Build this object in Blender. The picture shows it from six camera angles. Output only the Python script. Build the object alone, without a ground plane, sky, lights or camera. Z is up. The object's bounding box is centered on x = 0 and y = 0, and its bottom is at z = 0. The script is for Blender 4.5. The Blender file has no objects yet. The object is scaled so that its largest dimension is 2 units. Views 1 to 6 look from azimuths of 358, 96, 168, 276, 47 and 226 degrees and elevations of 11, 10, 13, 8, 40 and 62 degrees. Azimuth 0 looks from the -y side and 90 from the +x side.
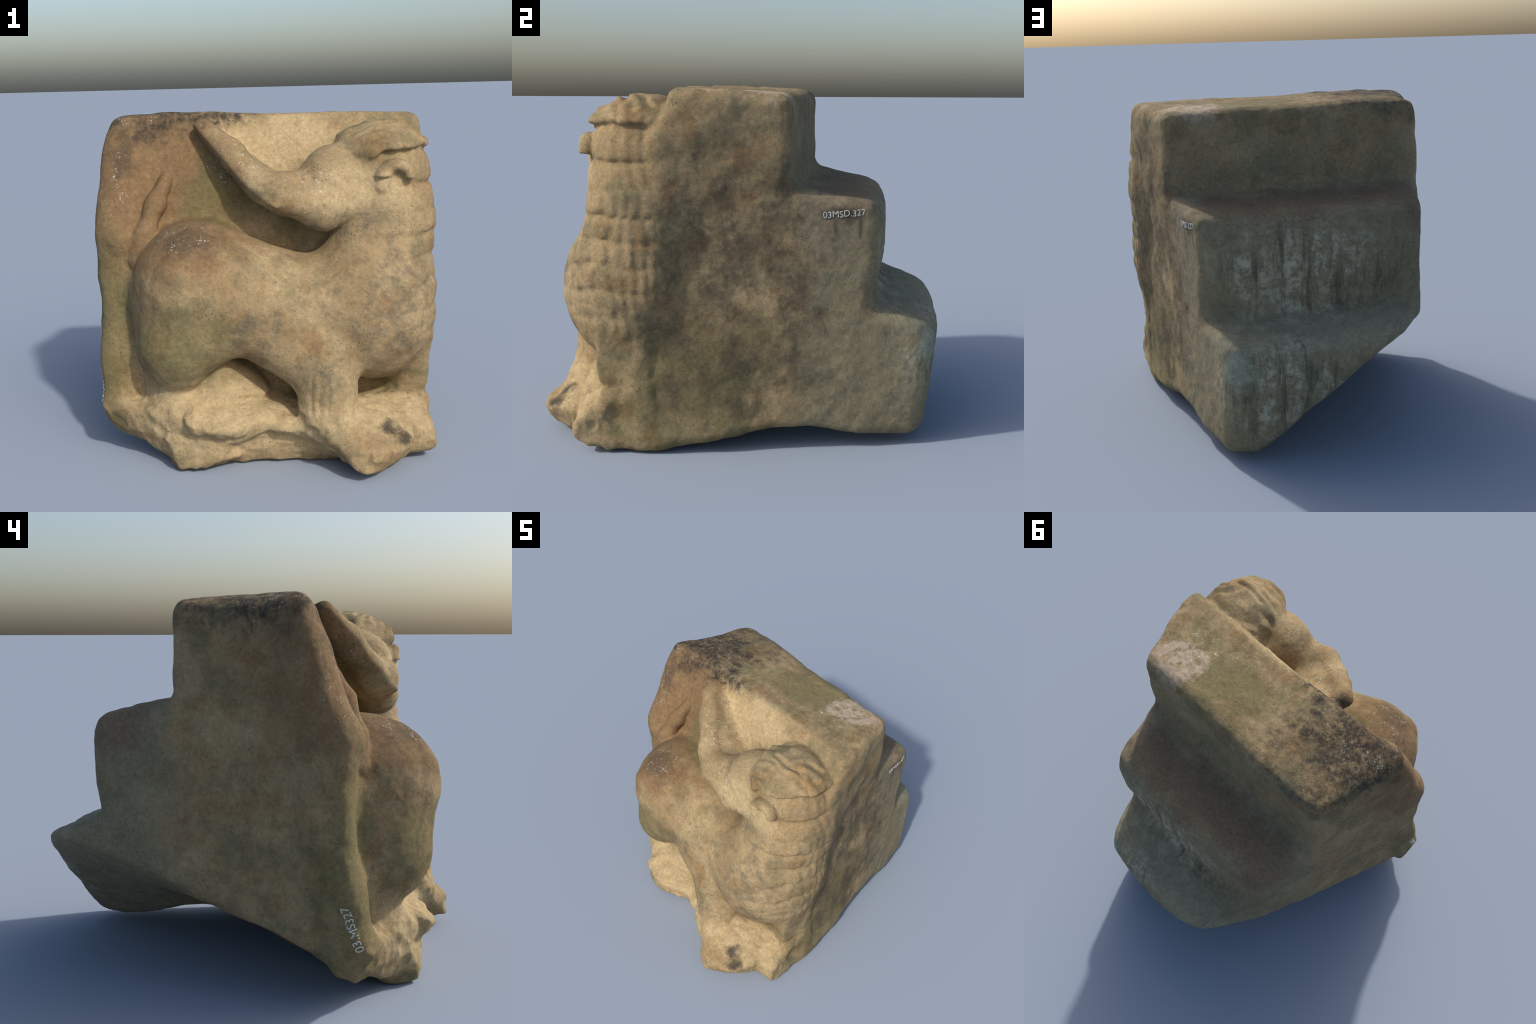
# Weathered sandstone fragment: stepped building block whose front carries a
# crouching beast in high relief (head turned back, trunk raised).
# The solid is described by rounded primitives that melt into each other
# (signed distances + smooth unions); the skin is meshed with surface nets and
# then separated into anatomical parts.
import bpy, math
import numpy as np
from mathutils import Vector, Matrix

F = np.float32
STEP = 0.008

# ------------------------------------------------------------------ noise
_rng = np.random.default_rng(41)
_LAT = _rng.random((32, 32, 32)).astype(F) * 2 - 1


def noise(p, scale, seed=0.0, stretch=(1, 1, 1)):
    """smooth value noise in -1..1, feature size = scale (metres)"""
    q = p * (np.array(stretch, F) / F(scale)) + F(seed * 7.31 + 100.0)
    i = np.floor(q).astype(np.int32)
    f = q - i
    f = f * f * (3 - 2 * f)
    i0 = i & 31
    i1 = (i + 1) & 31
    x0, y0, z0 = i0.T
    x1, y1, z1 = i1.T
    fx, fy, fz = f.T
    a = _LAT[x0, y0, z0] * (1 - fx) + _LAT[x1, y0, z0] * fx
    b = _LAT[x0, y1, z0] * (1 - fx) + _LAT[x1, y1, z0] * fx
    c = _LAT[x0, y0, z1] * (1 - fx) + _LAT[x1, y0, z1] * fx
    d = _LAT[x0, y1, z1] * (1 - fx) + _LAT[x1, y1, z1] * fx
    return (a * (1 - fy) + b * fy) * (1 - fz) + (c * (1 - fy) + d * fy) * fz


# ------------------------------------------------------------------ distance tools
def smin(a, b, k):
    h = np.maximum(k - np.abs(a - b), 0) / k
    return np.minimum(a, b) - h * h * (k * 0.25)


def smax(a, b, k):
    return -smin(-a, -b, k)


def blend(t, a, b):
    u = np.clip((t - a) / (b - a), 0, 1)
    return u * u * (3 - 2 * u)


def ell(p, c, r, tilt=None):
    """ellipsoid; tilt = rotation angles (degrees) about x, y, z"""
    q = p - np.array(c, F)
    if tilt:
        m = (Matrix.Rotation(math.radians(tilt[2]), 3, 'Z')
             @ Matrix.Rotation(math.radians(tilt[1]), 3, 'Y')
             @ Matrix.Rotation(math.radians(tilt[0]), 3, 'X'))
        q = q @ np.array(m, F)
    r = np.array(r, F)
    k0 = np.linalg.norm(q / r, axis=1)
    k1 = np.linalg.norm(q / (r * r), axis=1)
    return k0 * (k0 - 1) / np.maximum(k1, 1e-6)


def limb(p, pts, k=0.03):
    """chain of round cones; each point is (x, y, z, radius)"""
    out = None
    for a, b in zip(pts[:-1], pts[1:]):
        pa = np.array(a[:3], F)
        ba = np.array(b[:3], F) - pa
        q = p - pa
        h = np.clip(q @ ba / (ba @ ba), 0, 1)
        d = np.linalg.norm(q - h[:, None] * ba, axis=1) - (a[3] + h * (b[3] - a[3]))
        out = d if out is None else smin(out, d, k)
    return out


def hull(p, pts, r=0.03, k=0.04):
    """convex chunk of stone through the points, edges rounded"""
    P = np.array(pts, float)
    n = len(P)
    c = P.mean(0)
    planes = []
    for i in range(n):
        for j in range(i + 1, n):
            for l in range(j + 1, n):
                m = np.cross(P[j] - P[i], P[l] - P[i])
                s = np.linalg.norm(m)
                if s < 1e-6:
                    continue
                m = m / s
                if m @ (c - P[i]) > 0:
                    m = -m
                o = m @ P[i]
                if (P @ m - o).max() < 1e-4 and not any(np.allclose(m, w, atol=1e-3) for w, _ in planes):
                    planes.append((m, o))
    out = None
    for m, o in planes:
        d = p @ m.astype(F) - F(o)
        out = d if out is None else smax(out, d, k)
    return out - k * .4


def curve(t, pts):
    a = np.array(pts, F)
    return (sum(np.interp(t + o, a[:, 0], a[:, 1]) for o in (-.1, -.05, 0, .05, .1)) / 5).astype(F)


# ------------------------------------------------------------------ the stone block
RIGHT = [(-.9, .83), (-.4, .79), (-.25, .775), (-.05, .738), (.27, .662), (.65, .585), (.93, .50), (1.1, .44)]
LEFT = [(-.9, -.85), (-.4, -.84), (-.25, -.82), (-.1, -.775), (.25, -.71), (.62, -.60), (.8, -.52), (1.0, -.40)]


def block(p):
    x, y, z = p.T
    right = (x - curve(y, RIGHT)) * .97
    left = (curve(y, LEFT) - x) * .96
    left = left + .01 * blend(z, 1.55, 1.75)
    right = right - .032 * blend(z, 1.0, 1.4) - .028 * blend(z, 1.38, 1.58) * (1 - blend(y, -.12, .12))
    # top of each tier and back of each tier
    topA = z - (1.73 - .02 * x - .06 * y + .008 * np.exp(-((x + .35) / .25) ** 2) - .03 * blend(-x, .5, .8))
    backA = y - .29 - .015 * np.sin(x * 3 + z * 2)
    topB = (z - (1.285 - .20 * (y - .29) - .015 * x)) * .97
    backB = y - .675 - .04 * np.cos(2.2 * x) + .03 * blend(-z, -.95, -.75)
    topC = (z - (.735 - .35 * (y - .64) - .06 * x)) * .92
    backC = (y - (1.01 - .19 * x * x) - .12 * (z - .6)) * .97
    a = smax(topA, backA, .08)
    b = smax(topB, backB, .09)
    c = smax(topC, backC, .10)
    tiers = smin(smin(a, b, .06), c, .06)
    # back-plane of the relief
    front = -(y - curve(z, [(0, -.50), (.5, -.48), (.9, -.46), (1.17, -.42), (1.35, -.38), (1.54, -.335), (1.72, -.25)]))
    body = smax(tiers, front * .95, .05)
    body = smax(smax(body, right, .07), left, .085)
    # underside: broken obliquely at the left rear, hollowed along the right edge
    arch = .015 + .08 * np.exp(-((y - .25) / .33) ** 2) + .02 * blend(y, .4, .8)
    arch = arch + .18 * np.exp(-((x - .12) / .33) ** 2 - ((y - .2) / .42) ** 2)
    brk = -.205 - .757 * x + .57 * y + .25 * np.exp(-((x + .13) / .34) ** 2 - ((y - .08) / .42) ** 2)
    brk = brk + .17 * np.exp(-((x + .42) / .25) ** 2 - ((y + .27) / .25) ** 2)
    body = smax(body, (arch - z) * .97, .06)
    body = smax(body, (brk - z) * .727, .03)
    return body


def border(p):
    """raised margin along the left of the relief"""
    d = limb(p, [(-.69, -.24, 1.64, .07), (-.71, -.265, 1.46, .08), (-.735, -.32, 1.28, .085),
                 (-.745, -.40, 1.14, .09), (-.76, -.345, .93, .08), (-.76, -.36, .72, .07),
                 (-.76, -.43, .50, .07), (-.765, -.49, .30, .08)], .12)
    return d


def corner_post(p):
    """unworked stone left standing below the chest at the right"""
    return hull(p, [(.60, -.42, .62), (.80, -.40, .72), (.80, -.61, .60), (.80, -.635, .38), (.70, -.62, .38),
                    (.66, -.52, .55), (.79, -.61, .27), (.60, -.50, .27), (.78, -.4, .2), (.6, -.4, .2)], k=.04)


def base(p):
    """ground ledge the beast stands on"""
    d = hull(p, [(-.62, -.42, .34), (.78, -.42, .30), (.79, -.62, .29), (.81, -.755, .10), (.80, -.67, .025),
                 (.40, -.76, .22), (.05, -.75, .245), (-.35, -.72, .25), (.0, -.68, .04),
                 (-.42, -.66, .0), (-.3, -.48, .10), (.1, -.45, .12), (.76, -.3, .04)], k=.04)
    e = hull(p, [(-.85, -.40, .17), (-.84, -.55, .27), (-.60, -.66, .27), (-.60, -.65, .11), (-.45, -.70, .02),
                 (-.45, -.60, .25), (-.80, -.50, .19), (-.72, -.56, .12), (-.76, -.40, .18), (-.48, -.50, .10), (-.80, -.4, .40), (-.5, -.38, .36)], k=.04)
    d = smin(d, e, .04)
    lip = limb(p, [(-.12, -.74, .235, .03), (.04, -.76, .225, .035), (.22, -.78, .21, .04)], .03)
    return smin(d, lip, .03)


# ------------------------------------------------------------------ the beast
def torso(p):
    rump = ell(p, (-.36, -.49, .905), (.325, .385, .32))
    waist = limb(p, [(-.30, -.51, .86, .27), (-.12, -.53, .83, .26), (.06, -.545, .775, .255), (.42, -.525, .75, .285)], .1)
    belly = limb(p, [(-.04, -.63, .68, .15), (.08, -.655, .62, .16), (.22, -.69, .52, .17)], .05)
    d = smin(smin(rump, waist, .10), belly, .10)
    side = limb(p, [(-.58, -.42, 1.02, .08), (-.60, -.45, .82, .10), (-.58, -.48, .60, .10)], .05)
    d = smin(d, side, .10)
    # worn boss on the hip
    boss = ell(p, (-.475, -.80, .995), (.085, .04, .065), (0, 0, -25))
    return smin(d, boss, .02)


def chest(p):
    return ell(p, (.51, -.525, .765), (.345, .335, .375))


def neck(p):
    return limb(p, [(.58, -.43, 1.42, .255), (.59, -.43, 1.18, .265), (.55, -.47, .92, .31)], .08)


def mane_relief(p):
    """rows of locks: horizontal grooves with upright flutes between them"""
    x, y, z = p.T
    m = blend(x, .35, .60) * blend(-y, .30, .38) * (1 - blend(z, 1.52, 1.56)) * blend(z, .45, .6)
    side = blend(x, .66, .8)
    w = .016 * noise(p, .16, 3) - .05 * (x - .6)
    g = 0
    for z0, a in ((1.385, .016), (1.255, .006), (1.135, .016), (1.02, .012), (.90, .010), (.78, .009), (.66, .006)):
        g = g + a * np.exp(-((z + w - z0) / .02) ** 2)
    row = np.floor((z + w - .66) / .12)
    ph = (y * .9 - x * .6) / .052 + .35 * noise(p, .12, 5) + np.sin(row * 5.1) + .25 * np.sin(z * 9)
    fl = .0055 * np.sin(ph * 2 * math.pi) * (.3 + .7 * side)
    v = .55 + .45 * noise(p, .17, 13)
    fl = fl + .007 * noise(p, .06, 15, (1, 1, .55))
    return m * (g * (.25 + .75 * side) * (1.05 + .5 * noise(p, .13, 14)) + fl * v)


def hindlimb(p):
    thigh = ell(p, (-.45, -.56, .625), (.215, .275, .255), (0, 8, 0))
    knee = ell(p, (-.31, -.685, .64), (.12, .125, .12))
    shank = limb(p, [(-.51, -.50, .48, .14), (-.50, -.56, .36, .10), (-.44, -.67, .24, .10)], .06)
    paw = hull(p, [(-.53, -.62, .33), (-.53, -.70, .22), (-.46, -.79, .01), (-.37, -.80, .02), (-.28, -.80, .12), (-.33, -.78, .28),
                   (-.40, -.60, .36), (-.40, -.60, .0), (-.47, -.66, .0), (-.20, -.76, .08), (-.22, -.62, .05)], k=.03)
    toe = hull(p, [(-.43, -.72, .34), (-.40, -.84, .27), (-.22, -.87, .23), (-.10, -.81, .25), (-.05, -.68, .29),
                   (-.36, -.62, .38), (-.2, -.62, .38), (-.36, -.74, .14), (-.16, -.74, .14), (-.1, -.6, .14)], k=.04)
    d = smin(smin(thigh, knee, .06), shank, .06)
    d = smin(d, paw, .025)
    return smin(d, toe, .02)


def far_leg(p):
    """far hind leg, a low lump under the belly"""
    return hull(p, [(-.40, -.50, .50), (-.28, -.62, .56), (-.16, -.55, .50), (-.42, -.62, .34), (-.36, -.70, .33),
                    (-.15, -.69, .36), (-.01, -.64, .33), (-.1, -.4, .5), (-.4, -.4, .5), (-.4, -.4, .3), (0, -.4, .3)], k=.05)


def forelimb(p):
    leg = limb(p, [(.26, -.69, .55, .18), (.275, -.745, .42, .135), (.28, -.77, .29, .125), (.36, -.79, .20, .12)], .05)
    paw = hull(p, [(.18, -.66, .32), (.42, -.64, .35), (.22, -.88, .27), (.33, -.94, .21), (.42, -1.0, .06), (.46, -1.01, .14),
                   (.655, -.92, .16), (.57, -.84, .25), (.70, -.62, .22), (.30, -.78, .08), (.50, -.90, .02),
                   (.30, -.60, .05), (.66, -.68, .03)], k=.03)
    return smin(leg, paw, .05)


def tail(p):
    d = limb(p, [(-.66, -.485, 1.03, .05), (-.62, -.475, 1.15, .055), (-.56, -.43, 1.30, .048), (-.50, -.365, 1.43, .03)], .04)
    return d


def under_trunk(p):
    x, y, z = p.T
    return -.66 * x - .75 * z + .968 + .045 * blend(-x, .08, .35) - .40 * np.clip(y + .68 + .89 * x, 0, .4)


def trunk(p):
    d = hull(p, [(-.345, -.36, 1.69), (-.20, -.49, 1.515), (-.06, -.615, 1.355), (.04, -.69, 1.305),
                 (-.28, -.31, 1.70), (-.13, -.36, 1.585), (.0, -.44, 1.43), (.12, -.53, 1.39),
                 (-.34, -.2, 1.66), (-.27, -.2, 1.70), (.08, -.2, 1.28), (.12, -.2, 1.39), (-.1, -.2, 1.56)], k=.02)
    d = smin(d, limb(p, [(-.31, -.335, 1.68, .045), (-.17, -.44, 1.545, .068), (-.045, -.55, 1.395, .075), (.07, -.60, 1.37, .085)], .05), .03)
    d = smax(d, under_trunk(p), .03)
    return d


def head(p):
    muzzle = limb(p, [(.10, -.56, 1.35, .075), (.22, -.535, 1.345, .12), (.36, -.49, 1.39, .17), (.52, -.46, 1.42, .215)], .08)
    brow = ell(p, (.34, -.52, 1.45), (.12, .12, .095))
    jaw = limb(p, [(.09, -.60, 1.355, .07), (.28, -.60, 1.275, .095), (.54, -.60, 1.33, .095)], .05)
    d = smin(smin(muzzle, brow, .08), jaw, .06)
    return smax(d, under_trunk(p), .05)


def hair(p):
    d = ell(p, (.595, -.42, 1.53), (.248, .285, .168), (0, 3, 0))
    x, y, z = p.T
    rim = 1.50 + .062 * blend(x, .50, .57) + .05 * (1 - blend(x, .36, .46)) + .004 * noise(p, .07, 21)
    return smax(d, rim - z, .05)


def hair_relief(p):
    x, y, z = p.T
    q = p + .03 * np.stack([noise(p, .12, 31), noise(p, .12, 32), noise(p, .12, 33)], 1)
    strand = np.abs(noise(q, .062, 9, (.30, .9, 1)))
    s = (y * .75 + (z - 1.5) * .95 + .05 * noise(p, .12, 9) + .2 * (x - .6) ** 2) / .07
    top = blend(z, 1.56, 1.65)
    return (.15 + .85 * top) * (.030 * (.35 - strand) + .006 * np.sin(s * 2 * math.pi)) + .005 * noise(p, .05, 11)


def ear(p):
    c = np.array((.622, -.69, 1.435), F)
    q = p - c
    # ear plane faces the viewer, slightly turned
    rx = q[:, 0] * .98
    rz = q[:, 2]
    ang = np.arctan2(rz, rx)
    rad = np.hypot(rx / 1.1, rz)
    ring = np.hypot(rad - .060, q[:, 1] * .75) - .024
    ring = smax(ring, (np.abs(ang - 1.75) - 1.9) * .06, .01)
    lobe = limb(p, [(.565, -.685, 1.425, .026), (.552, -.685, 1.385, .03)], .03)
    return smin(ring, lobe, .05)


PARTS = [
    ('stone_block', block, .05),
    ('border_ridge', border, .10),
    ('ground_ledge', base, .05),
    ('corner_post', corner_post, .05),
    ('torso', torso, .05),
    ('chest', chest, .08),
    ('neck', neck, .07),
    ('tail', tail, .018),
    ('hindlimb', hindlimb, .11),
    ('far_hindlimb', far_leg, .02),
    ('forelimb', forelimb, .05),
    ('trunk', trunk, .02),
    ('head', head, .025),
    ('hair', hair, .018),
    ('ear', ear, .014),
]


def part_fields(p):
    out = {}
    for name, fn, k in PARTS:
        d = fn(p).astype(F)
        if name in ('chest', 'neck'):
            d = d + mane_relief(p)
        if name == 'hair':
            d = d + hair_relief(p)
        out[name] = d
    return out


def solid(p):
    p = p.astype(F)
    x, y, z = p.T
    fields = part_fields(p)
    d = None
    for name, fn, k in PARTS:
        f = fields[name]
        if name == 'trunk':
            continue
        if name == 'head':
            f = smin(f, fields['trunk'], .09)
        d = f if d is None else smin(d, f, k)
    # flush right side: nothing stands out beyond the block's flank plane
    d = smax(d, x - .865, .04)
    # hollow under the head, between trunk and back
    pocket = limb(p, [(.11, -.47, 1.13, .05), (.19, -.45, 1.11, .06), (.29, -.48, 1.13, .045)], .04)
    d = smax(d, -pocket, .05)
    # hollow under the chest, right of the foreleg
    hole = limb(p, [(.45, -.64, .37, .04), (.56, -.69, .37, .045), (.72, -.74, .38, .045)], .04)
    d = smax(d, -hole, .05)
    # gap behind the belly
    gap = limb(p, [(-.14, -.65, .50, .04), (.0, -.65, .43, .05), (.10, -.67, .35, .035)], .04)
    d = smax(d, -gap, .05)
    concha = ell(p, (.626, -.725, 1.433), (.036, .05, .028))
    d = smax(d, -concha, .015)
    # weathering
    n = .006 * noise(p, .16, 1) + .003 * noise(p, .06, 2) + .0015 * noise(p, .024, 4)
    # chipped, faceted stone round the feet
    n = n + (1 - blend(z, .28, .42)) * blend(-y, .45, .6) * (.020 * np.abs(noise(p, .11, 16)) + .010 * np.abs(noise(p, .05, 17)) - .012)
    flank = blend(x, .55, .7) * blend(y, -.45, -.2)
    n = n + flank * .003 * noise(p, .07, 6, (1, 1, .55))
    d = d + n
    # tool scratches down the foreleg, crease above the right paw
    leg = blend(z, .27, .33) * (1 - blend(z, .46, .56)) * blend(-y, .6, .7)
    for x0 in (.185, .222, .262):
        d = d + .007 * leg * np.exp(-((x - x0 - .02 * (z - .4) - .004 * noise(p, .06, 8)) / .008) ** 2)
    return smax(d, -z, .01)


# ------------------------------------------------------------------ meshing
def surface_nets():
    lo = np.array((-1.0, -1.12, -.06))
    hi = np.array((1.0, 1.12, 1.86))
    B = 8
    nb = np.ceil((hi - lo) / (STEP * B)).astype(int)
    n = nb * B
    ax = [lo[i] + STEP * (np.arange(n[i]) + .5) for i in range(3)]
    # coarse pass at block centres
    cx = [lo[i] + STEP * B * (np.arange(nb[i]) + .5) for i in range(3)]
    g = np.stack(np.meshgrid(*cx, indexing='ij'), -1).reshape(-1, 3).astype(F)
    cd = solid(g).reshape(nb)
    grid = np.repeat(np.repeat(np.repeat(cd, B, 0), B, 1), B, 2).astype(F)
    act = np.argwhere(np.abs(cd) < STEP * B * 1.25)
    off = np.stack(np.meshgrid(*[np.arange(B)] * 3, indexing='ij'), -1).reshape(-1, 3)
    for s in range(0, len(act), 800):
        idx = (act[s:s + 800, None, :] * B + off[None]).reshape(-1, 3)
        pts = np.stack([ax[i][idx[:, i]] for i in range(3)], 1).astype(F)
        grid[idx[:, 0], idx[:, 1], idx[:, 2]] = solid(pts)
    ins = grid < 0
    c = np.zeros(tuple(n - 1), np.int8)
    for i in (0, 1):
        for j in (0, 1):
            for k in (0, 1):
                c += ins[i:n[0] - 1 + i, j:n[1] - 1 + j, k:n[2] - 1 + k]
    cells = np.argwhere((c > 0) & (c < 8))
    vid = np.full(tuple(n - 1), -1, np.int32)
    vid[tuple(cells.T)] = np.arange(len(cells))
    acc = np.zeros((len(cells), 3))
    cnt = np.zeros(len(cells))
    corners = [(i, j, k) for i in (0, 1) for j in (0, 1) for k in (0, 1)]
    for a in corners:
        for axis in range(3):
            if a[axis]:
                continue
            b = list(a)
            b[axis] = 1
            va = grid[tuple((cells + a).T)]
            vb = grid[tuple((cells + b).T)]
            m = (va < 0) != (vb < 0)
            t = va[m] / (va[m] - vb[m])
            pt = np.repeat(np.array([a], float), m.sum(), 0)
            pt[:, axis] += t
            acc[m] += pt
            cnt[m] += 1
    verts = lo + STEP * (.5 + cells + acc / cnt[:, None])
    quads = []
    for axis in range(3):
        sl0 = [slice(None)] * 3
        sl1 = [slice(None)] * 3
        sl0[axis] = slice(0, -1)
        sl1[axis] = slice(1, None)
        cr = np.argwhere(ins[tuple(sl0)] != ins[tuple(sl1)])
        u, v = (axis + 1) % 3, (axis + 2) % 3
        cr = cr[(cr[:, u] > 0) & (cr[:, v] > 0)]
        du = np.zeros(3, int)
        dv = np.zeros(3, int)
        du[u] = 1
        dv[v] = 1
        q = np.stack([vid[tuple((cr - du - dv).T)], vid[tuple((cr - dv).T)],
                      vid[tuple(cr.T)], vid[tuple((cr - du).T)]], 1)
        flip = ~ins[tuple(cr.T)]
        q[flip] = q[flip][:, ::-1]
        quads.append(q)
    quads = np.concatenate(quads)
    quads = quads[(quads >= 0).all(1)]
    # keep the largest connected shell
    lab = np.arange(len(verts))
    e = np.concatenate([quads[:, [0, 1]], quads[:, [1, 2]], quads[:, [2, 3]], quads[:, [3, 0]]])
    while True:
        m = np.minimum(lab[e[:, 0]], lab[e[:, 1]])
        new = lab.copy()
        np.minimum.at(new, e[:, 0], m)
        np.minimum.at(new, e[:, 1], m)
        new = new[new]
        if (new == lab).all():
            break
        lab = new
    ids, c = np.unique(lab, return_counts=True)
    keep = lab == ids[c.argmax()]
    remap = np.cumsum(keep) - 1
    quads = remap[quads[keep[quads].all(1)]]
    return verts[keep], quads


def make_mesh(name, verts, quads):
    me = bpy.data.meshes.new(name)
    me.vertices.add(len(verts))
    me.vertices.foreach_set('co', verts.astype(F).ravel())
    me.loops.add(quads.size)
    me.loops.foreach_set('vertex_index', quads.astype(np.int32).ravel())
    me.polygons.add(len(quads))
    me.polygons.foreach_set('loop_start', np.arange(0, quads.size, 4, dtype=np.int32))
    me.update(calc_edges=True)
    me.validate()
    return me


def vertex_normals(verts, quads):
    a, b, c, d = (verts[quads[:, i]] for i in range(4))
    fn = np.cross(c - a, d - b)
    vn = np.zeros_like(verts)
    for i in range(4):
        np.add.at(vn, quads[:, i], fn)
    return vn / np.maximum(np.linalg.norm(vn, axis=1, keepdims=True), 1e-12)


# ------------------------------------------------------------------ material
class Nodes:
    """small shorthand for building node trees"""

    def __init__(self, mat, reach=None):
        self.reach = reach          # points of the part this material is for
        mat.use_nodes = True
        self.t = mat.node_tree
        self.N, self.L = self.t.nodes, self.t.links
        self.bsdf = self.N['Principled BSDF']
        self.pos = self.N.new('ShaderNodeTexCoord').outputs['Object']

    def put(self, sock, v):
        if hasattr(v, 'is_output'):
            self.L.new(v, sock)
        else:
            sock.default_value = v

    def math(self, op, a, b=0.0, clamp=False):
        n = self.N.new('ShaderNodeMath')
        n.operation = op
        n.use_clamp = clamp
        self.put(n.inputs[0], a)
        self.put(n.inputs[1], b)
        return n.outputs[0]

    def ramp(self, v, lo, hi):
        n = self.N.new('ShaderNodeMapRange')
        n.interpolation_type = 'SMOOTHSTEP'
        self.put(n.inputs['Value'], v)
        n.inputs['From Min'].default_value = lo
        n.inputs['From Max'].default_value = hi
        return n.outputs['Result']

    def map(self, scale=(1, 1, 1), loc=(0, 0, 0)):
        n = self.N.new('ShaderNodeMapping')
        self.L.new(self.pos, n.inputs['Vector'])
        n.inputs['Scale'].default_value = scale
        n.inputs['Location'].default_value = loc
        return n.outputs['Vector']

    def noise(self, scale, detail=4, rough=.6, stretch=(1, 1, 1), seed=0.0, distort=0.0):
        n = self.N.new('ShaderNodeTexNoise')
        self.L.new(self.map(stretch, (seed, seed * .7, -seed)), n.inputs['Vector'])
        n.inputs['Scale'].default_value = scale
        n.inputs['Detail'].default_value = detail
        n.inputs['Roughness'].default_value = rough
        n.inputs['Distortion'].default_value = distort
        return n.outputs['Fac']

    def dots(self, scale, lo, hi, seed=0.0):
        n = self.N.new('ShaderNodeTexVoronoi')
        self.L.new(self.map((1, 1, 1), (seed, seed, seed)), n.inputs['Vector'])
        n.inputs['Scale'].default_value = scale
        return self.math('SUBTRACT', 1.0, self.ramp(n.outputs['Distance'], lo, hi))

    def patch(self, centre, radii, edge=.5, wobble=.6, scale=7, seed=0.0, detail=6):
        """soft blotch round a place, its rim broken up by noise;
        0 where the part lies wholly outside it"""
        if self.reach is not None:
            q = (self.reach - np.array(centre)) / np.array(radii)
            if (q * q).sum(1).min() > (1.3 + edge * .5 + wobble * 1.6) ** 2:
                return 0.0
        m = self.map(tuple(1 / r for r in radii), tuple(-c / r for c, r in zip(centre, radii)))
        n = self.N.new('ShaderNodeVectorMath')
        n.operation = 'LENGTH'
        self.L.new(m, n.inputs[0])
        w = self.math('MULTIPLY', self.math('SUBTRACT', self.noise(scale, detail, .65, seed=seed), .5), wobble * 4)
        d = self.math('ADD', self.math('SUBTRACT', 1.0, n.outputs['Value']), w)
        return self.ramp(d, -edge * .5, edge * .5)

    def mix(self, fac, a, b, blend='MIX'):
        if isinstance(fac, float) and fac == 0:
            return a
        n = self.N.new('ShaderNodeMix')
        n.data_type = 'RGBA'
        n.blend_type = blend
        self.put(n.inputs['Factor'], fac)
        self.put(n.inputs[6], a if hasattr(a, 'is_output') else (*a, 1))
        self.put(n.inputs[7], b if hasattr(b, 'is_output') else (*b, 1))
        return n.outputs[2]

    def mul(self, *a):
        if any(isinstance(v, float) and v == 0 for v in a):
            return 0.0
        out = a[0]
        for b in a[1:]:
            out = self.math('MULTIPLY', out, b)
        return out

    def top(self, *a):
        a = [v for v in a if not (isinstance(v, float) and v == 0)]
        if not a:
            return 0.0
        out = a[0]
        for b in a[1:]:
            out = self.math('MAXIMUM', out, b)
        return out


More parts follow.
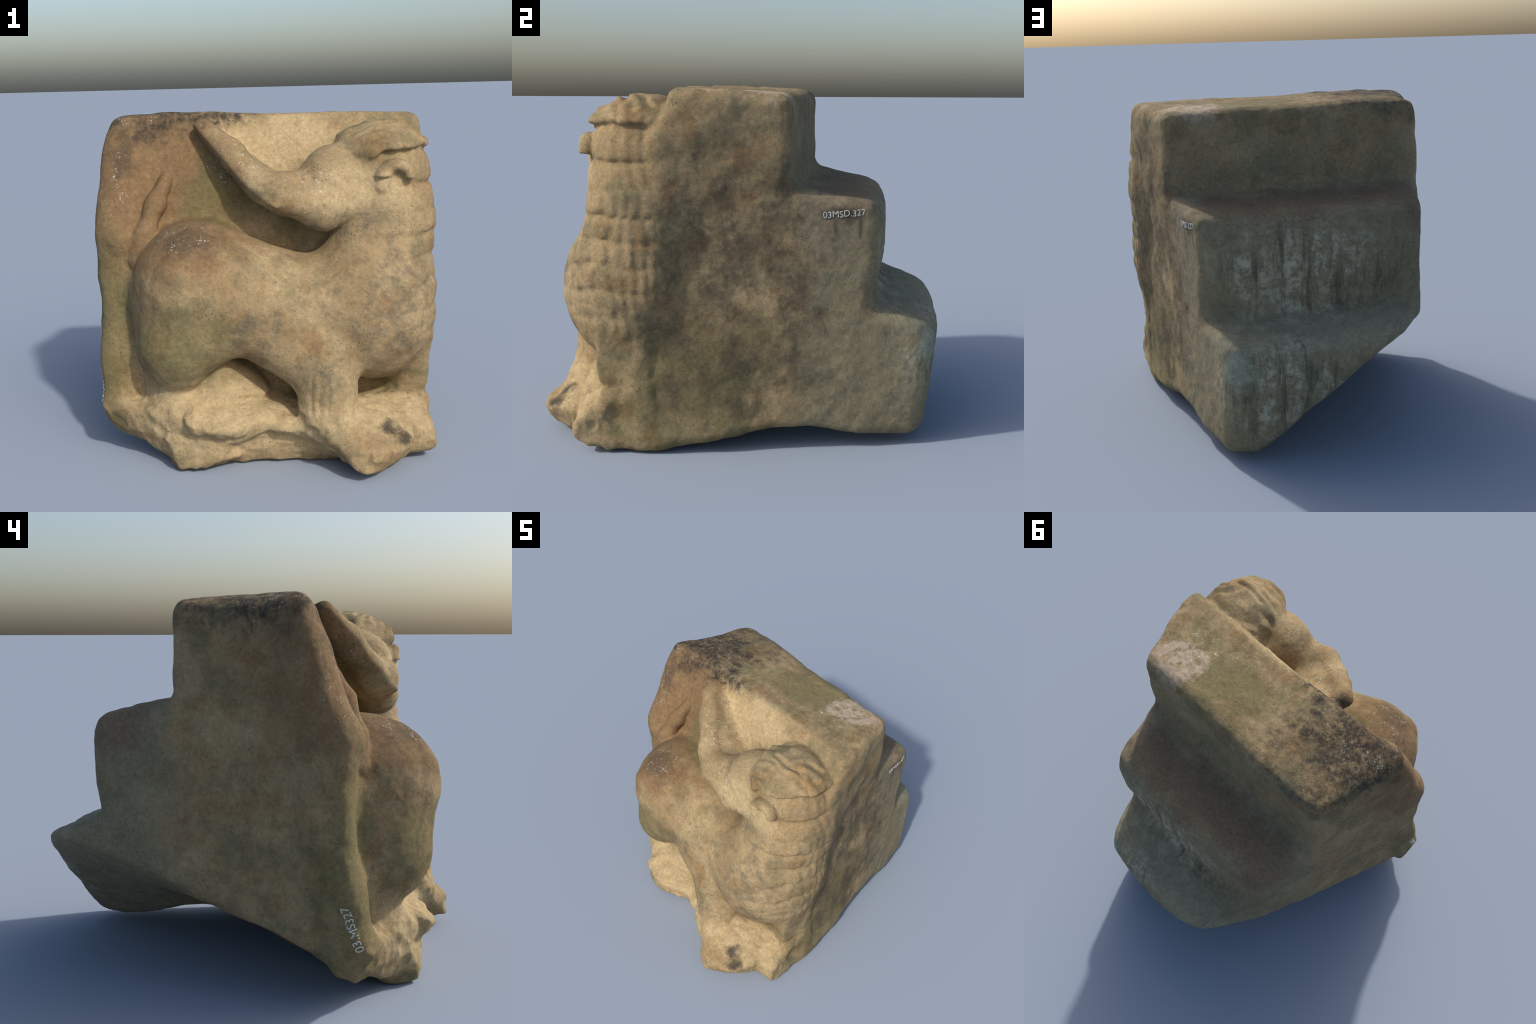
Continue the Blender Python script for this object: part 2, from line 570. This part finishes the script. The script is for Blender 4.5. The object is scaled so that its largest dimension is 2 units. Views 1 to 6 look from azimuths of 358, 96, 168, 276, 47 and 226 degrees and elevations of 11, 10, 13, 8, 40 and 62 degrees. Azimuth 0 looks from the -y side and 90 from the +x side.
def stone_material(reach):
    mat = bpy.data.materials.new('weathered_sandstone')
    g = Nodes(mat, reach)
    # sandstone: buff, ochre and olive clouds
    c = g.mix(g.ramp(g.noise(3.2, 5, .6), .38, .64), (.295, .212, .112), (.36, .272, .150))
    c = g.mix(g.ramp(g.noise(5.5, 5, .65, seed=3), .48, .66), c, (.25, .165, .08))
    c = g.mix(g.mul(g.ramp(g.noise(4.2, 6, .7, seed=7), .47, .66), .75), c, (.175, .155, .085))
    c = g.mix(g.mul(g.ramp(g.noise(9, 6, .7, seed=11), .55, .72), .6), c, (.16, .13, .09))
    # brown patina over the upper left of the relief and the rump
    brown = g.top(g.patch((-.62, -.40, 1.45), (.42, .35, .42), .9, .35, 5, 2),
                  g.patch((-.45, -.62, 1.12), (.30, .35, .16), .8, .4, 6, 4))
    c = g.mix(g.mul(brown, .8), c, (.185, .112, .055))
    # green algae: thigh, left margin, top, side foot
    green = g.top(g.patch((-.45, -.80, .62), (.26, .30, .22), .8, .5, 7, 5),
                  g.patch((-.80, -.48, .62), (.10, .2, .55), .8, .4, 6, 8),
                  g.patch((.25, .05, 1.72), (.38, .22, .2), .8, .7, 6, 9),
                  g.patch((.70, -.20, .35), (.2, .40, .35), .9, .7, 6, 12),
                  g.patch((-.25, -.38, 1.30), (.18, .2, .22), .8, .5, 7, 13))
    c = g.mix(g.mul(green, .55), c, (.125, .118, .048))
    # bare lighter stone on the ledge and paws, pale face above the head
    pale = g.top(g.patch((.02, -.72, .25), (.75, .22, .20), .8, .45, 6, 14),
                 g.patch((.10, -.30, 1.60), (.30, .12, .16), .8, .4, 6, 15),
                 g.patch((.45, -.70, 1.38), (.22, .12, .14), .8, .5, 7, 16),
                 g.patch((.50, .86, .45), (.12, .16, .28), .8, .5, 7, 17))
    c = g.mix(g.mul(pale, .75), c, (.47, .36, .20))
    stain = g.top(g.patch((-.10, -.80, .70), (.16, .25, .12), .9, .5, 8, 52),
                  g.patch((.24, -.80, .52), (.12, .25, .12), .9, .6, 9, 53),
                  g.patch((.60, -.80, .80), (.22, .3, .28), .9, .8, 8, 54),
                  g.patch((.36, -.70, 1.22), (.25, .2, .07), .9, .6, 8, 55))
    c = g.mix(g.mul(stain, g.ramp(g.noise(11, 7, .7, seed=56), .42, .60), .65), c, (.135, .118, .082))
    # grey-green crust on the stepped rear
    sep = g.N.new('ShaderNodeSeparateXYZ')
    g.L.new(g.pos, sep.inputs[0])
    X, Y, Z = sep.outputs
    yy = g.math('ADD', Y, g.mul(g.math('SUBTRACT', g.noise(4, 5, .6, seed=19), .5), .5))
    rear = g.ramp(yy, .18, .42)
    c = g.mix(g.mul(rear, .60), c, (.205, .195, .130))
    c = g.mix(g.mul(g.patch((.0, .86, .64), (.62, .20, .10), .9, .5, 5, 58), .6), c, (.30, .285, .195))
    treads = g.top(g.patch((.0, .50, 1.24), (.75, .17, .12), .7, .6, 5, 20),
                   g.patch((-.6, .55, 1.2), (.2, .15, .15), .7, .6, 5, 22))
    c = g.mix(g.mul(treads, .75), c, (.185, .13, .082))
    wall = g.top(g.patch((.12, .72, .92), (.42, .14, .26), .8, .5, 5, 24),
                 g.patch((.25, .98, .40), (.40, .18, .22), .8, .5, 6, 25))
    if wall != 0.0:
        blot = g.ramp(g.noise(17, 8, .75, seed=26), .42, .60)
        streak = g.noise(11, 7, .75, (1, .5, .13), 23.4, .25)
        c = g.mix(g.mul(wall, blot, g.ramp(streak, .40, .56), .85), c, (.47, .45, .335))
        dark = g.mul(g.top(wall, g.patch((-.35, .72, .95), (.3, .14, .25), .8, .5, 5, 27)), g.math('SUBTRACT', 1.0, g.ramp(streak, .34, .50)))
        c = g.mix(g.mul(dark, .65), c, (.065, .062, .044))
        rust = g.mul(wall, g.ramp(g.noise(10, 6, .7, seed=44), .60, .70))
        c = g.mix(g.mul(rust, .6), c, (.22, .16, .08))
    c = g.mix(g.mul(g.patch((.46, .95, .50), (.08, .08, .10), 1.0, .7, 9, 28), .7), c, (.35, .38, .28))
    # pale scuff beside the inventory number, pale worn patch on the top
    c = g.mix(g.mul(g.patch((.64, .42, 1.10), (.12, .12, .16), .8, .6, 8, 29), .5), c, (.30, .245, .165))
    scuff = g.mul(g.patch((.52, .13, 1.70), (.17, .13, .12), .5, .5, 9, 30), g.ramp(g.noise(16, 7, .7, seed=31), .36, .56))
    c = g.mix(g.mul(scuff, .9), c, (.47, .37, .275))
    c = g.mix(g.mul(g.top(g.patch((.635, .51, 1.153), (.06, .095, .030), 1.0, .4, 20, 61), g.patch((.64, .475, 1.10), (.05, .012, .035), 1.0, .4, 20, 62), g.patch((.62, .592, 1.085), (.05, .010, .05), 1.0, .4, 20, 63)), .7), c, (.06, .052, .04))
    # mottled dirt plus some baked-in shade, painted dark on the sawn right flank
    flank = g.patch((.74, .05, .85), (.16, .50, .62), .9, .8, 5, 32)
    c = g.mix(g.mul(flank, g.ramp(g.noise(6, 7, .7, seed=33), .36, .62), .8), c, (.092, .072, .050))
    # black crust at the top left corner and scattered on edges
    crust = g.top(g.patch((-.58, -.06, 1.73), (.38, .32, .12), 1.3, .8, 9, 34, 8),
                  g.patch((-.30, -.25, 1.72), (.22, .07, .05), 1.0, .9, 14, 35, 8))
    crust = g.mul(crust, g.ramp(g.noise(26, 9, .8, seed=36), .32, .57))
    c = g.mix(g.mul(crust, .95), c, (.036, .032, .027))
    black = g.top(g.patch((.565, -.87, .24), (.045, .05, .035), 1.2, .7, 18, 37, 8),
                  g.patch((.63, -.90, .19), (.04, .05, .035), 1.2, .7, 18, 57, 8),
                  g.mul(g.patch((-.42, -.70, 1.15), (.16, .14, .06), 1.6, .9, 16, 38, 8), .6),
                  g.mul(g.patch((-.72, -.36, 1.52), (.06, .1, .08), 1.5, .9, 18, 39, 8), .6))
    c = g.mix(g.mul(black, .9), c, (.045, .040, .032))
    # pits and grain
    pits = g.mul(g.dots(46, .10, .26, 1.3), g.ramp(g.noise(5, 4, .6, seed=40), .50, .62))
    c = g.mix(g.mul(pits, .55), c, (.07, .062, .042))
    grain = g.ramp(g.noise(48, 7, .82, seed=41), .30, .70)
    speck = g.noise(150, 4, .8, seed=45)
    mott = g.noise(17, 6, .75, seed=60)
    val = g.math('ADD', g.math('ADD', .10, g.mul(grain, .42)), g.math('ADD', g.mul(speck, .70), g.mul(mott, .65)))
    n = g.N.new('ShaderNodeCombineXYZ')
    for i in range(3):
        g.L.new(val, n.inputs[i])
    c = g.mix(1.0, c, n.outputs[0], 'MULTIPLY')
    # white lichen specks
    where = g.top(g.patch((-.79, -.40, 1.42), (.09, .12, .20), .7, .6, 8, 42),
                  g.patch((-.12, -.42, 1.52), (.18, .16, .15), .7, .6, 8, 43),
                  g.patch((-.42, -.70, 1.17), (.16, .14, .07), .7, .6, 8, 46),
                  g.patch((-.66, -.16, 1.73), (.16, .14, .10), .7, .6, 8, 47),
                  g.patch((.42, -.04, 1.72), (.20, .10, .10), .7, .6, 8, 48),
                  g.patch((.20, -.62, 1.42), (.16, .14, .08), .7, .7, 8, 49),
                  g.patch((-.62, -.43, 1.22), (.03, .10, .10), .7, .6, 8, 50))
    spots = g.top(g.dots(62, .16, .34, 2.0), g.mul(g.dots(110, .18, .36, 5.0), .8))
    spots = g.mul(spots, where, g.ramp(g.noise(19, 6, .75, seed=51), .52, .60))
    c = g.mix(g.mul(spots, .9), c, (.62, .57, .49))
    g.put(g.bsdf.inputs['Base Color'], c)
    g.bsdf.inputs['Roughness'].default_value = .9
    g.bsdf.inputs['Specular IOR Level'].default_value = .2
    bump = g.N.new('ShaderNodeBump')
    bump.inputs['Strength'].default_value = .55
    bump.inputs['Distance'].default_value = .006
    g.L.new(g.math('SUBTRACT', g.math('ADD', grain, g.mul(speck, .4)), pits), bump.inputs['Height'])
    g.L.new(bump.outputs[0], g.bsdf.inputs['Normal'])
    return mat


def paint_material(name, colour):
    mat = bpy.data.materials.new(name)
    g = Nodes(mat)
    c = g.mix(g.ramp(g.noise(120, 4, .7), .35, .7), colour, tuple(v * .6 for v in colour))
    g.put(g.bsdf.inputs['Base Color'], c)
    g.bsdf.inputs['Roughness'].default_value = .6
    return mat


# ------------------------------------------------------------------ painted inventory numbers
def inventory_number(tree, text, origin, along, up, height, mat, root):
    """thin painted lettering laid onto the stone"""
    cu = bpy.data.curves.new('inventory_number', 'FONT')
    cu.body = text
    cu.size = height / .70
    cu.extrude = .0008
    cu.offset = 0
    cu.align_x = 'CENTER'
    cu.align_y = 'CENTER'
    tmp = bpy.data.objects.new('lettering', cu)
    bpy.context.collection.objects.link(tmp)
    dg = bpy.context.evaluated_depsgraph_get()
    me = bpy.data.meshes.new_from_object(tmp.evaluated_get(dg))
    bpy.data.objects.remove(tmp)
    me.name = 'inventory_number'
    along, up = Vector(along).normalized(), Vector(up).normalized()
    out = along.cross(up)
    for i, v in enumerate(me.vertices):
        jig = .06 * height * math.sin(v.co.x / height * 3.1)
        q = Vector(origin) + along * v.co.x + up * (v.co.y + jig)
        hit = tree.ray_cast(q + out * .3, -out, .6)
        if hit[0]:
            q = hit[0]
        v.co = q + out * (.0016 + v.co.z)
    me.materials.clear()
    me.materials.append(mat)
    ob = bpy.data.objects.new('inventory_number', me)
    bpy.context.collection.objects.link(ob)
    ob.parent = root


# ------------------------------------------------------------------ build
def build():
    verts, quads = surface_nets()
    verts[:, 2] -= verts[:, 2].min()
    vn = vertex_normals(verts, quads)
    root = bpy.data.objects.new('carved_stone_fragment', None)
    bpy.context.collection.objects.link(root)
    root.empty_display_size = .2
    root['label'] = 'weathered sandstone block, stepped behind, beast carved in front'
    root['category'] = 'stone sculpture'
    cen = verts[quads].mean(1).astype(F)
    fields = part_fields(cen)
    names = [n for n, _, _ in PARTS]
    lab = np.argmin(np.stack([fields[n] for n in names]), 0)
    # the block itself: relief ground in front, three courses of steps behind
    x, y, z = cen.T
    for i, name, where in ((len(names), 'relief_ground', y < -.22),
                           (len(names) + 1, 'upper_step', z > 1.27),
                           (len(names) + 2, 'middle_step', z > .70),
                           (len(names) + 3, 'lower_step', z > -1)):
        lab[(lab == 0) & where] = i
    names += ['relief_ground', 'upper_step', 'middle_step', 'lower_step']
    for i, name in enumerate(names):
        q = quads[lab == i]
        if not len(q):
            continue
        used, inv = np.unique(q, return_inverse=True)
        me = make_mesh(name, verts[used], inv.reshape(-1, 4))
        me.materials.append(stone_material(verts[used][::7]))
        me.polygons.foreach_set('use_smooth', np.ones(len(me.polygons), bool))
        me.normals_split_custom_set_from_vertices([tuple(v) for v in vn[used]])
        kind = 'step' if name.endswith('_step') else 'hindlimb' if name == 'far_hindlimb' else name
        ob = bpy.data.objects.new(kind, me)
        bpy.context.collection.objects.link(ob)
        ob.parent = root

    from mathutils.bvhtree import BVHTree
    tree = BVHTree.FromPolygons([tuple(v) for v in verts], quads.tolist())
    white = paint_material('white_paint', (.62, .62, .56))
    inventory_number(tree, '03MSD.327', (.62, .515, 1.153), (-.2, .97, .06), (0, -.06, 1), .030, white, root)
    inventory_number(tree, '03.MS327', (-.80, -.475, .375), (0, .33, .94), (0, .94, -.33), .036, white, root)


build()
